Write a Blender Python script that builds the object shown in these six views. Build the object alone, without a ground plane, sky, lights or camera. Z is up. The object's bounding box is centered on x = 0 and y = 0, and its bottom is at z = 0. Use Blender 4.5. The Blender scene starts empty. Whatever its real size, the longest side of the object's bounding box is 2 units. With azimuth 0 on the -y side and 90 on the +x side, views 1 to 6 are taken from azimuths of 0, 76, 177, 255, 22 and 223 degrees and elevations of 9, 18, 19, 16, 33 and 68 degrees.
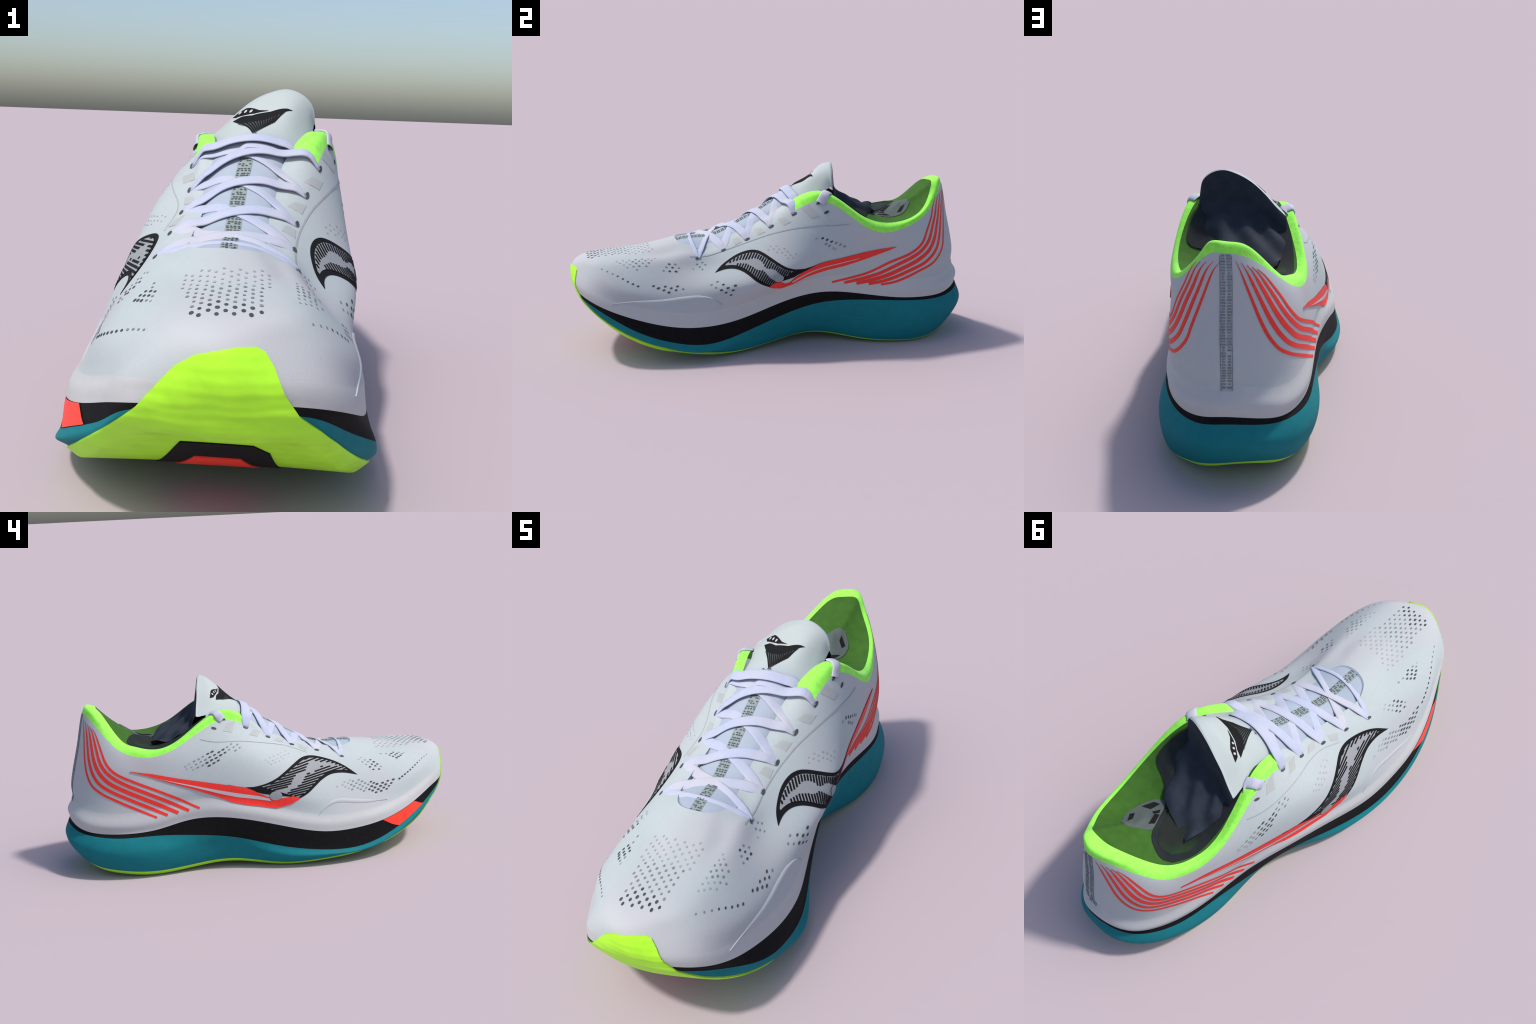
# Running shoe: a lasted body built from rings that run round the shoe (toe -> +x side -> heel -> -x side),
# lofted from the outsole up to the throat and the collar, then split into parts; the tongue, laces, printed
# marks, painted perforations and trims are laid on that body.
import bpy, bmesh, math
import numpy as np
from mathutils import Vector
from mathutils.bvhtree import BVHTree

rng = np.random.default_rng(7)

# ------------------------------------------------------------------ splines
def periodic_spline(points, per):
    """C2 closed cubic through the points, `per` samples for each span."""
    p = np.asarray(points, float)
    n = len(p)
    m = np.zeros((n, n))
    for i in range(n):
        m[i, i] = 4
        m[i, (i - 1) % n] = m[i, (i + 1) % n] = 1
    d = np.linalg.solve(m, 3 * (np.roll(p, -1, 0) - np.roll(p, 1, 0)))
    t = (np.arange(per) / per)[None, :, None]
    a, b = p[:, None], np.roll(p, -1, 0)[:, None]
    da, db = d[:, None], np.roll(d, -1, 0)[:, None]
    q = a * (2 * t**3 - 3 * t**2 + 1) + b * (3 * t**2 - 2 * t**3) + da * (t**3 - 2 * t**2 + t) + db * (t**3 - t**2)
    return q.reshape(n * per, p.shape[1])


def open_spline(points, n):
    """Centripetal Catmull-Rom through the points, n samples evenly spaced along it."""
    p = np.asarray(points, float)
    if len(p) == 2:
        return p[0] + (p[1] - p[0]) * np.linspace(0, 1, n)[:, None]
    q = np.vstack([2 * p[0] - p[1], p, 2 * p[-1] - p[-2]])
    out = []
    for i in range(1, len(q) - 2):
        out.append(span(q[i - 1], q[i], q[i + 1], q[i + 2], np.linspace(0, 1, 24, endpoint=False)))
    out = np.vstack(out + [q[-2:-1]])
    s = np.r_[0, np.cumsum(np.linalg.norm(np.diff(out, axis=0), axis=1))]
    w = np.linspace(0, s[-1], n)
    return np.stack([np.interp(w, s, out[:, k]) for k in range(p.shape[1])], 1)


def span(p0, p1, p2, p3, f):
    """Barry-Goldman centripetal span between p1 and p2 at the fractions f; the points may be arrays of points."""
    p0, p1, p2, p3 = (np.atleast_2d(np.asarray(p, float)) for p in (p0, p1, p2, p3))
    k = lambda a, b: np.maximum(np.linalg.norm(b - a, axis=1, keepdims=True), 1e-5) ** 0.5
    t1 = k(p0, p1)
    t2 = t1 + k(p1, p2)
    t3 = t2 + k(p2, p3)
    out = []
    for x in f:
        t = t1 + (t2 - t1) * x
        a1 = p0 * (t1 - t) / t1 + p1 * t / t1
        a2 = p1 * (t2 - t) / (t2 - t1) + p2 * (t - t1) / (t2 - t1)
        a3 = p2 * (t3 - t) / (t3 - t2) + p3 * (t - t2) / (t3 - t2)
        b1 = a1 * (t2 - t) / t2 + a2 * t / t2
        b2 = a2 * (t3 - t) / (t3 - t1) + a3 * (t - t1) / (t3 - t1)
        out.append(b1 * (t2 - t) / (t2 - t1) + b2 * (t - t1) / (t2 - t1))
    out = np.array(out)
    return out[:, 0] if out.shape[1] == 1 else out


def knots(values, n=28):
    """Values at some stations {station: value}, eased in between, right round the shoe."""
    k = sorted(values)
    xs = [k[-1] - n] + k + [k[0] + n]
    ys = [values[k[-1]]] + [values[i] for i in k] + [values[k[0]]]
    return np.interp(np.arange(n), xs, ys)


# ------------------------------------------------------------------ rings: 28 stations, 0 toe tip, 14 heel tip
# feather line: where the black sidewall meets the white rand
FEATHER = [(.030, -.984, .325), (.180, -.960, .317), (.272, -.865, .277), (.315, -.720, .225), (.342, -.550, .184), (.347, -.380, .174), (.320, -.200, .195),
           (.302, .000, .256), (.305, .200, .292), (.320, .400, .272), (.336, .580, .246), (.318, .740, .233), (.265, .860, .231), (.195, .942, .250),
           (.115, .967, .263), (.000, .942, .246), (-.084, .868, .227), (-.146, .740, .224), (-.184, .575, .238), (-.214, .400, .277), (-.263, .200, .268),
           (-.304, .000, .218), (-.343, -.200, .171), (-.350, -.380, .166), (-.332, -.550, .187), (-.270, -.720, .230), (-.196, -.858, .279), (-.125, -.947, .310)]
# lower edge of the black sidewall
SIDEWALL = [(.030, -.976, .305), (.182, -.955, .298), (.268, -.850, .237), (.340, -.710, .168), (.362, -.550, .112), (.360, -.380, .089), (.326, -.200, .121),
            (.292, .000, .182), (.286, .200, .230), (.318, .400, .240), (.343, .580, .232), (.324, .740, .218), (.272, .865, .215), (.200, .950, .228),
            (.115, .976, .241), (-.003, .948, .227), (-.095, .872, .214), (-.160, .740, .207), (-.192, .575, .209), (-.221, .390, .195), (-.254, .200, .166),
            (-.309, .000, .113), (-.358, -.200, .081), (-.368, -.380, .075), (-.346, -.550, .112), (-.284, -.720, .178), (-.200, -.858, .243), (-.125, -.943, .297)]
# widest line of the foam midsole
FOAM = [(.030, -.967, .285), (.185, -.945, .280), (.272, -.845, .208), (.342, -.700, .140), (.368, -.550, .080), (.379, -.390, .060), (.324, -.200, .080),
        (.277, .000, .118), (.268, .200, .144), (.312, .400, .152), (.360, .580, .150), (.354, .740, .145), (.295, .885, .150), (.205, .978, .170),
        (.100, .996, .182), (-.010, .978, .170), (-.115, .888, .145), (-.185, .747, .138), (-.216, .575, .137), (-.217, .390, .139), (-.242, .200, .121),
        (-.323, .000, .069), (-.374, -.200, .058), (-.380, -.380, .055), (-.357, -.550, .088), (-.294, -.720, .155), (-.205, -.855, .228), (-.125, -.937, .283)]
# lower edge of the foam, where the outsole rubber starts
TREAD_EDGE = [(.030, -.956, .262), (.185, -.930, .255), (.268, -.830, .182), (.325, -.690, .113), (.346, -.540, .068), (.352, -.380, .042), (.315, -.200, .026),
              (.252, .000, .041), (.231, .200, .054), (.294, .400, .028), (.336, .580, .016), (.328, .735, .018), (.268, .854, .043), (.192, .927, .067),
              (.098, .946, .083), (.000, .927, .079), (-.092, .860, .055), (-.162, .730, .037), (-.192, .575, .029), (-.192, .390, .039), (-.220, .200, .046),
              (-.294, .000, .023), (-.348, -.200, .031), (-.352, -.380, .045), (-.329, -.550, .078), (-.282, -.715, .135), (-.208, -.845, .212), (-.120, -.925, .265)]
# middle of the upper's wall
WALL = [(.030, -.992, .429), (.141, -.941, .426), (.234, -.861, .400), (.289, -.720, .356), (.302, -.550, .340), (.308, -.380, .348), (.344, -.200, .360),
        (.356, .000, .400), (.344, .200, .440), (.338, .400, .440), (.333, .580, .420), (.315, .730, .420), (.255, .850, .430), (.188, .918, .440),
        (.122, .942, .420), (.020, .908, .420), (-.071, .836, .420), (-.127, .717, .410), (-.170, .575, .410), (-.207, .400, .420), (-.247, .200, .425),
        (-.280, .000, .385), (-.297, -.200, .335), (-.280, -.380, .330), (-.267, -.550, .330), (-.231, -.710, .360), (-.157, -.842, .396), (-.076, -.942, .429)]
# shoulder, where the wall turns over towards the throat or rises to the collar
SHOULDER = [(.030, -.940, .466), (.126, -.906, .467), (.186, -.824, .460), (.202, -.660, .458), (.212, -.510, .436), (.220, -.360, .430), (.266, -.190, .454),
            (.308, .000, .517), (.328, .200, .600), (.335, .400, .550), (.326, .580, .520), (.300, .730, .550), (.238, .825, .600), (.176, .880, .620),
            (.130, .891, .620), (.029, .867, .600), (-.075, .798, .550), (-.126, .694, .530), (-.157, .580, .500), (-.190, .400, .538), (-.213, .200, .572),
            (-.228, .000, .520), (-.225, -.200, .460), (-.222, -.380, .420), (-.212, -.540, .416), (-.172, -.690, .433), (-.110, -.815, .448), (-.045, -.908, .462)]
# eyelet line along the throat; lower edge of the lime band along the collar
EYELINE = [(.030, -.720, .490), (.080, -.700, .490), (.118, -.650, .489), (.147, -.560, .482), (.168, -.460, .482), (.174, -.340, .481), (.178, -.180, .540),
           (.223, -.010, .640), (.285, .190, .745), (.335, .400, .617), (.322, .580, .595), (.280, .720, .650), (.222, .804, .731), (.175, .840, .775),
           (.130, .854, .778), (.053, .823, .750), (-.060, .745, .650), (-.112, .675, .603), (-.144, .580, .587), (-.150, .420, .637), (-.110, .200, .722),
           (-.110, .000, .622), (-.127, -.200, .545), (-.150, -.370, .493), (-.135, -.480, .482), (-.100, -.560, .480), (-.055, -.640, .482), (-.010, -.700, .488)]
# free edge: throat and inner rim of the collar
RIM = [(.025, -.490, .527), (.050, -.487, .525), (.075, -.475, .521), (.095, -.450, .515), (.108, -.400, .510), (.107, -.310, .520), (.113, -.170, .580),
       (.140, .000, .680), (.235, .190, .785), (.306, .385, .670), (.298, .570, .627), (.266, .700, .667), (.214, .765, .744), (.182, .785, .795),
       (.125, .785, .792), (.060, .763, .766), (-.030, .700, .664), (-.083, .640, .633), (-.107, .570, .617), (-.113, .430, .652), (-.062, .200, .765),
       (-.050, .000, .655), (-.064, -.200, .565), (-.080, -.360, .522), (-.070, -.430, .518), (-.050, -.465, .522), (-.025, -.482, .525), (.000, -.489, .527)]

PER = 20
NU = 28 * PER


def outward(ring):
    d = np.roll(ring, -1, 0) - np.roll(ring, 1, 0)
    o = np.stack([d[:, 1], -d[:, 0], 0 * d[:, 0]], 1)
    o /= np.linalg.norm(o, axis=1, keepdims=True) + 1e-9
    c = ring.mean(0)
    return o if ((ring - c) * o).sum() > 0 else -o


def offset(ring, out, up):
    ring = np.asarray(ring, float)
    r = ring + outward(ring) * np.asarray(out)[:, None]
    r[:, 2] += up
    return r


RAND_CREST = offset(FEATHER, knots({0: .010, 2: -.002, 4: -.005, 6: 0, 8: .003, 12: .005, 14: .006, 16: .005, 20: .001, 22: -.005, 25: -.007, 27: 0}), knots({0: .025, 2: .028, 4: .036, 9: .042, 14: .042, 19: .042, 23: .036, 25: .030, 27: .025}))
RAND_TOP = offset(FEATHER, knots({0: .014, 1: .0, 2: -.009, 5: -.010, 6: .0, 7: .018, 8: .014, 9: .002, 12: -.016, 14: -.026, 16: -.018, 19: -.008, 22: -.024, 24: -.026, 26: -.014, 27: -.002}),
                  knots({0: .046, 2: .052, 4: .070, 7: .078, 9: .092, 14: .100, 18: .098, 20: .088, 23: .072, 25: .056, 27: .046}))
BOTTOM = offset(TREAD_EDGE, knots({0: -.022, 5: -.025, 14: -.03, 22: -.025}), knots({0: -.020, 3: -.022, 5: -.021, 7: -.014, 10: -.019, 12: -.026, 14: -.025, 18: -.027, 20: -.023, 22: -.018, 25: -.022}))
BOTTOM[:, 2] = np.maximum(BOTTOM[:, 2], 0)
e, r = np.asarray(EYELINE), np.asarray(RIM)
mid = (e + r) / 2
# the collar is padded: its crest stands above the straight line between its two edges
pad = knots({0: 0, 5: 0, 6: .004, 7: .010, 8: .020, 9: .010, 10: .008, 12: .012, 13: .024, 14: .028, 15: .024, 16: .009, 18: .012, 20: .022, 21: .008, 22: .003, 23: 0})
CREST = offset(mid, pad * .55, pad * .8)

BANDS = [("BOTTOM", BOTTOM, 3), ("TREAD_EDGE", TREAD_EDGE, 7), ("FOAM", FOAM, 8), ("SIDEWALL", SIDEWALL, 8), ("FEATHER", FEATHER, 5), ("RAND_CREST", RAND_CREST, 5),
         ("RAND_TOP", RAND_TOP, 14), ("WALL", WALL, 14), ("SHOULDER", SHOULDER, 14), ("EYELINE", EYELINE, 7), ("CREST", CREST, 7), ("RIM", RIM, 0)]
rings = [periodic_spline(b[1], PER) for b in BANDS]
ROW = {}
rows = []
for i, (name, _, n) in enumerate(BANDS):
    ROW[name] = len(rows)
    if i == len(BANDS) - 1:
        rows.append(rings[-1])
        break
    lo = rings[i - 1] if i else 2 * rings[0] - rings[1]
    hi = rings[i + 2] if i + 2 < len(rings) else 2 * rings[-1] - rings[-2]
    rows.extend(span(lo, rings[i], rings[i + 1], hi, np.arange(n) / n))
body = np.array(rows)                      # rows x stations x 3
NV = len(body)


def smooth_rows(a, lo, hi, times):
    for _ in range(times):
        b = a.copy()
        b[lo:hi] = a[lo:hi] * .5 + (a[lo - 1:hi - 1] + a[lo + 1:hi + 1]) * .25
        a = b
    return a


body = smooth_rows(body, ROW["RAND_TOP"] + 1, ROW["EYELINE"], 6)
U = np.arange(NU) / PER                    # station coordinate of every column


def grid_normals(g, closed=True):
    du = np.roll(g, -1, 1) - np.roll(g, 1, 1) if closed else np.gradient(g, axis=1)
    dv = np.gradient(g, axis=0)
    n = np.cross(du, dv)
    return n / (np.linalg.norm(n, axis=2, keepdims=True) + 1e-12)


def column(x, y_lo=None):
    return int(round(x * PER)) % NU


# ------------------------------------------------------------------ materials
def material(name, color, rough=.7, grain=.04, scale=40, bump=.0, bump_scale=300, sheen=0.0, spec=.3, second=None, second_scale=3.0, second_range=(.45, .65)):
    m = bpy.data.materials.new(name)
    m.use_nodes = True
    nt = m.node_tree
    b = nt.nodes["Principled BSDF"]
    b.inputs["Roughness"].default_value = rough
    b.inputs["Specular IOR Level"].default_value = spec
    if sheen:
        b.inputs["Sheen Weight"].default_value = sheen
    co = nt.nodes.new("ShaderNodeTexCoord")
    no = nt.nodes.new("ShaderNodeTexNoise")
    no.inputs["Scale"].default_value = scale
    no.inputs["Detail"].default_value = 4
    nt.links.new(co.outputs["Object"], no.inputs["Vector"])
    ramp = nt.nodes.new("ShaderNodeValToRGB")
    c = np.asarray(color, float)
    ramp.color_ramp.elements[0].position, ramp.color_ramp.elements[1].position = .3, .7
    ramp.color_ramp.elements[0].color = (*np.clip(c * (1 - grain), 0, 1), 1)
    ramp.color_ramp.elements[1].color = (*np.clip(c * (1 + grain), 0, 1), 1)
    nt.links.new(no.outputs["Fac"], ramp.inputs["Fac"])
    col = ramp.outputs["Color"]
    if second is not None:
        n2 = nt.nodes.new("ShaderNodeTexNoise")
        n2.inputs["Scale"].default_value = second_scale
        n2.inputs["Detail"].default_value = 2
        nt.links.new(co.outputs["Object"], n2.inputs["Vector"])
        r2 = nt.nodes.new("ShaderNodeMapRange")
        r2.inputs[1].default_value, r2.inputs[2].default_value = second_range
        nt.links.new(n2.outputs["Fac"], r2.inputs[0])
        mx = nt.nodes.new("ShaderNodeMix")
        mx.data_type = "RGBA"
        nt.links.new(r2.outputs[0], mx.inputs[0])
        nt.links.new(col, mx.inputs[6])
        mx.inputs[7].default_value = (*second, 1)
        col = mx.outputs[2]
    nt.links.new(col, b.inputs["Base Color"])
    if bump:
        nb = nt.nodes.new("ShaderNodeTexNoise")
        nb.inputs["Scale"].default_value = bump_scale
        nb.inputs["Detail"].default_value = 3
        nt.links.new(co.outputs["Object"], nb.inputs["Vector"])
        bp = nt.nodes.new("ShaderNodeBump")
        bp.inputs["Strength"].default_value = bump
        bp.inputs["Distance"].default_value = .004
        nt.links.new(nb.outputs["Fac"], bp.inputs["Height"])
        nt.links.new(bp.outputs["Normal"], b.inputs["Normal"])
    return m


MESH_WHITE = material("white_knit", (.405, .456, .462), .8, .02, 60, .13, 300, second=(.435, .440, .455), second_scale=2.5)
RAND_WHITE = material("white_rand", (.455, .466, .468), .6, .02, 30, .08, 200)
TEAL = material("teal_foam", (.007, .165, .190), .75, .05, 25, .10, 160, spec=.15)
BLACK = material("black_sidewall", (.006, .006, .0068), .8, .2, 50, .05, 200, spec=.12)
LIME = material("lime_rubber", (.40, .85, .03), .5, .06, 18, .08, 60)
_t = LIME.node_tree
_w = _t.nodes.new("ShaderNodeTexWave")
_w.bands_direction = "Z"
_w.inputs["Scale"].default_value = 14
_w.inputs["Distortion"].default_value = 2.5
_w.inputs["Detail"].default_value = 1
_c = _t.nodes.new("ShaderNodeTexCoord")
_t.links.new(_c.outputs["Object"], _w.inputs["Vector"])
_p = _t.nodes.new("ShaderNodeBump")
_p.inputs["Strength"].default_value = .08
_p.inputs["Distance"].default_value = .006
_t.links.new(_w.outputs["Fac"], _p.inputs["Height"])
_t.links.new(_p.outputs["Normal"], _t.nodes["Principled BSDF"].inputs["Normal"])
COLLAR_LIME = material("lime_collar_fabric", (.29, .86, .085), .85, .10, 45, .25, 130, sheen=.1)
LINING_LIME_SHADED = material("lime_lining_shaded", (.036, .112, .012), .9, .12, 30, .15, 120)  # lime darkened to carry the shade inside the shoe
LINING_DARK = material("dark_lining", (.012, .016, .018), .9, .2, 20, .15, 120)
TONGUE_WHITE = material("white_tongue", (.335, .385, .455), .8, .02, 40, .10, 300)
_t = TONGUE_WHITE.node_tree
_b = _t.nodes["Principled BSDF"]
_c = _t.nodes.new("ShaderNodeTexCoord")
_x = _t.nodes.new("ShaderNodeSeparateXYZ")
_r = _t.nodes.new("ShaderNodeMapRange")
_m = _t.nodes.new("ShaderNodeMix")
_m.data_type = "RGBA"
_t.links.new(_c.outputs["Object"], _x.inputs[0])
_t.links.new(_x.outputs["Y"], _r.inputs[0])
_r.inputs[1].default_value, _r.inputs[2].default_value = .06, .12
_t.links.new(_r.outputs[0], _m.inputs[0])
_t.links.new(_b.inputs["Base Color"].links[0].from_socket, _m.inputs[6])
_m.inputs[7].default_value = (.40, .45, .445, 1)
_t.links.new(_m.outputs[2], _b.inputs["Base Color"])
TONGUE_DARK = material("dark_tongue_lining", (.020, .026, .040), .9, .2, 20, .15, 120)
INSOLE_BLACK = material("black_insole", (.012, .016, .014), .9, .2, 14, .1, 120, second=(.012, .040, .012), second_scale=5)

# ------------------------------------------------------------------ object helpers
shoe = bpy.data.objects.new("running_shoe", None)
bpy.context.scene.collection.objects.link(shoe)
shoe["label"] = "white running shoe with teal sole, lime collar and red stripes"
shoe["category"] = "running shoe"


def add(name, verts, faces, mat, parent=None, normals=None, kind=None, smooth=True):
    me = bpy.data.meshes.new(name)
    me.from_pydata([tuple(v) for v in verts], [], [tuple(int(i) for i in f) for f in faces])
    me.materials.append(mat)
    me.polygons.foreach_set("use_smooth", [smooth] * len(me.polygons))
    me.validate()
    if normals is not None:
        me.normals_split_custom_set_from_vertices([tuple(n) for n in normals])
    me.update()
    ob = bpy.data.objects.new(name, me)
    bpy.context.scene.collection.objects.link(ob)
    ob.parent = parent or shoe
    if kind:
        ob["kind"] = kind
    return ob


NORMALS = grid_normals(body)
if (NORMALS[ROW["WALL"]] * outward(body[ROW["WALL"]])).sum() < 0:
    NORMALS = -NORMALS


def quads(r0, r1, c0=0, c1=None, keep=None):
    out = []
    c1 = NU if c1 is None else c1
    for r in range(r0, r1):
        for c in range(c0, c1):
            a, b = c % NU, (c + 1) % NU
            if keep is None or keep(r, c % NU):
                out.append((r * NU + a, r * NU + b, (r + 1) * NU + b, (r + 1) * NU + a))
    return out


def body_part(name, faces, mat, parent=None):
    f = np.array(faces)
    used, inv = np.unique(f, return_inverse=True)
    return add(name, body.reshape(-1, 3)[used], inv.reshape(f.shape), mat, parent, NORMALS.reshape(-1, 3)[used])


# ------------------------------------------------------------------ the body and its parts
COLLAR_FROM, COLLAR_TO = column(7.35), column(20.55)
in_collar = lambda r, c: r >= ROW["EYELINE"] and COLLAR_FROM <= c < COLLAR_TO
body_part("midsole", quads(ROW["TREAD_EDGE"], ROW["SIDEWALL"]), TEAL)
body_part("sidewall", quads(ROW["SIDEWALL"], ROW["FEATHER"]), BLACK)
body_part("rand", quads(ROW["FEATHER"], ROW["RAND_TOP"]), RAND_WHITE)
upper = body_part("upper", quads(ROW["RAND_TOP"], NV - 1, keep=lambda r, c: not in_collar(r, c)), MESH_WHITE)
body_part("collar", quads(ROW["EYELINE"], NV - 1, keep=in_collar), COLLAR_LIME)

# underside: rows straight across the sole, between the two halves of the bottom ring
half_ = NU // 2
plus, minus = body[0][:half_ + 1], np.vstack([body[0][half_:], body[0][:1]])[::-1]
y_lo, y_hi = body[0][:, 1].min(), body[0][half_, 1]
ys = y_lo + (y_hi - y_lo) * (.5 - .5 * np.cos(np.linspace(0, math.pi, 150)))
NC = 25
w_ = np.linspace(0, 1, NC)
under = []
for y in ys:
    (xa, za), (xb, zb) = [[np.interp(y, np.maximum.accumulate(q[:, 1]), q[:, k]) for k in (0, 2)] for q in (plus, minus)]
    row_ = np.stack([xa + (xb - xa) * w_, np.full(NC, y), za + (zb - za) * w_], 1)
    row_[:, 2] = np.maximum(row_[:, 2] + .006 * np.sin(math.pi * w_), 0)      # hollow along the middle
    under.append(row_)
under = np.array(under)
uf = [(r * NC + c, r * NC + c + 1, (r + 1) * NC + c + 1, (r + 1) * NC + c) for r in range(len(under) - 1) for c in range(NC - 1)]
add("outsole", under.reshape(-1, 3), uf, LIME)
body_part("outsole_edge", quads(0, ROW["TREAD_EDGE"]), LIME)

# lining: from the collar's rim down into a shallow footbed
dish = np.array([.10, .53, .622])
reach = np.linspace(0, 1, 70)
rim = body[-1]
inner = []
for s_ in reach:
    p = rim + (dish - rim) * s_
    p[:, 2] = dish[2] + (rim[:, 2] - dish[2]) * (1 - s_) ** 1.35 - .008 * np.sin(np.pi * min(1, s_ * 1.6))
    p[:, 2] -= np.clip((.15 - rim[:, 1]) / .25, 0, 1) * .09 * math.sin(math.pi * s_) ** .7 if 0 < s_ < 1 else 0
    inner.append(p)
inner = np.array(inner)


def sub(name, grid, faces, mat):
    f = np.array(faces)
    used, inv = np.unique(f, return_inverse=True)
    return add(name, grid.reshape(-1, 3)[used], inv.reshape(f.shape), mat)


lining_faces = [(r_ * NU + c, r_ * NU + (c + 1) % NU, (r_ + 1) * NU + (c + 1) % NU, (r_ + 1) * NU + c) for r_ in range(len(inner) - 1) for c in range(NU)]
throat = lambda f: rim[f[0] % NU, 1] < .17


def sub(name, faces, mat):
    f = np.array(faces)
    used, inv = np.unique(f, return_inverse=True)
    return add(name, inner.reshape(-1, 3)[used], inv.reshape(f.shape), mat)


sub("collar_lining", [f for f in lining_faces if not throat(f)], LINING_LIME_SHADED)
sub("throat_lining", [f for f in lining_faces if throat(f)], TONGUE_WHITE)

# ------------------------------------------------------------------ tongue: rows across the throat, from the vamp to the free tip
TONGUE = [
    [(-.085, -.455, .496), (-.03, -.515, .510), (.02, -.525, .512), (.07, -.515, .509), (.125, -.450, .494)],
    [(-.090, -.42, .503), (-.035, -.445, .522), (.02, -.45, .526), (.075, -.445, .520), (.128, -.42, .500)],
    [(-.095, -.30, .510), (-.04, -.30, .531), (.02, -.30, .537), (.08, -.30, .529), (.135, -.30, .505)],
    [(-.085, -.15, .560), (-.02, -.15, .605), (.04, -.15, .612), (.10, -.15, .600), (.145, -.15, .565)],
    [(-.080, .00, .640), (-.01, .00, .690), (.06, .00, .703), (.12, .00, .690), (.175, .00, .645)],
    [(-.080, .10, .695), (-.015, .10, .752), (.07, .10, .780), (.14, .10, .765), (.205, .10, .710)],
    [(-.075, .18, .725), (-.005, .18, .785), (.085, .175, .832), (.165, .17, .845), (.230, .18, .765)],
    [(-.074, .260, .748), (-.038, .248, .780), (.0, .238, .818), (.05, .232, .858), (.10, .228, .886), (.155, .226, .896), (.200, .228, .884), (.230, .236, .855), (.241, .248, .806)],
    [(-.082, .325, .745), (-.042, .312, .780), (.0, .296, .824), (.05, .282, .867), (.10, .267, .893), (.155, .254, .906), (.200, .244, .892), (.232, .240, .860), (.244, .242, .795)]]
NT, NS = 41, 90
cross_rows = np.array([open_spline(r, NT) for r in TONGUE])
top = np.stack([open_spline(cross_rows[:, k], NS) for k in range(NT)], 1)       # along x across
tn = grid_normals(top, closed=False)
if tn[..., 2].mean() < 0:
    tn = -tn
g = lambda r, c: r * NT + c
tf = [(g(r, c), g(r, c + 1), g(r + 1, c + 1), g(r + 1, c)) for r in range(NS - 1) for c in range(NT - 1)]
tongue = add("tongue", top.reshape(-1, 3), tf, TONGUE_WHITE)
# the dark back of the tongue hangs from its tip down into the shoe
tip = top[-1]
CURTAIN = [(0, .0, .0), (.4, .014, .004), (.8, .028, -.012), (1, .044, -.055), (1, .056, -.110), (1, .085, -.165), (.8, .150, -.215), (.55, .230, -.255)]
back = []
for k_, dy, dz in CURTAIN:
    p = tip.copy()
    p[:, 1] += dy * np.interp(np.linspace(-1, 1, NT), [-1, -.4, .3, .7, 1], [.6, .6, .5, .4, .3] if dy < .06 else [1, 1.05, 1.05, .85, .6])
    h = np.maximum(p[:, 2] - .62, .02) / .27
    p[:, 2] += dz * np.where(dz < 0, np.minimum(h, 1), 1)
    if dy > .06:
        p[:, 0] = .10 + (p[:, 0] - .10) * (1 - (dy - .06) * 1.2)
    back.append(p)
back = np.stack([open_spline(np.array(back)[:, k], 30) for k in range(NT)], 1)
NB = 60
back = np.stack([open_spline(back[:, k], NB) for k in range(NT)], 1)
bn = grid_normals(back, closed=False)
tt, ss = np.meshgrid(np.linspace(-1, 1, NT), np.linspace(0, 1, NB))
fold = .007 * np.sin(9 * ss + 5 * tt ** 2) + .006 * np.sin(16 * ss - 6 * np.abs(tt - .15)) + .004 * np.sin(11 * tt + 7 * ss)
back = back + bn * (fold * np.clip((ss - .22) / .2, 0, 1))[..., None]
RIM_ROWS = 2
rows_f = lambda r0, r1: [(g(r, c), g(r, c + 1), g(r + 1, c + 1), g(r + 1, c)) for r in range(r0, r1) for c in range(NT - 1)]
add("tongue_rim", back.reshape(-1, 3)[:(RIM_ROWS + 1) * NT], rows_f(0, RIM_ROWS), TONGUE_WHITE, tongue)
add("tongue_lining", back.reshape(-1, 3)[RIM_ROWS * NT:], rows_f(0, NB - 1 - RIM_ROWS), TONGUE_DARK, tongue)

# ==== DETAILS: everything that lies on the body ====================================================
PRINT_BLACK = material("black_print", (.008, .008, .009), .8, .1, 60, spec=.15)
PRINT_RED = material("red_print", (.80, .032, .022), .6, .08, 90, .1, 400)
PRINT_GREY = material("grey_print", (.265, .280, .295), .7, .03, 60)
PRINT_PALE = material("pale_print", (.50, .44, .45), .7, .03, 60)
RAND_RED = material("red_rubber", (.90, .045, .022), .5, .05, 40)
MARK_DARK = material("dark_mark", (.055, .065, .065), .9, .2, 60)  # flat painted tones in place of openings; nothing is pierced
MARK_SOFT = material("soft_mark", (.20, .215, .22), .9, .1, 60)
MARK_FAINT = material("faint_mark", (.325, .345, .355), .9, .05, 60)
STAY_GREY = material("eyestay_panel", (.375, .395, .39), .7, .03, 30)
SEAM_GREY = material("seam_grey", (.35, .375, .385), .8, .05, 60)
KNIT_GREY = material("knit_strip", (.24, .285, .29), .85, .10, 80)
TEAL_LIGHT = material("teal_emboss", (.012, .200, .225), .75, .05, 25, .1, 160, spec=.15)
KNIT_MID = material("heel_knit", (.18, .20, .21), .9, .2, 80)
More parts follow.
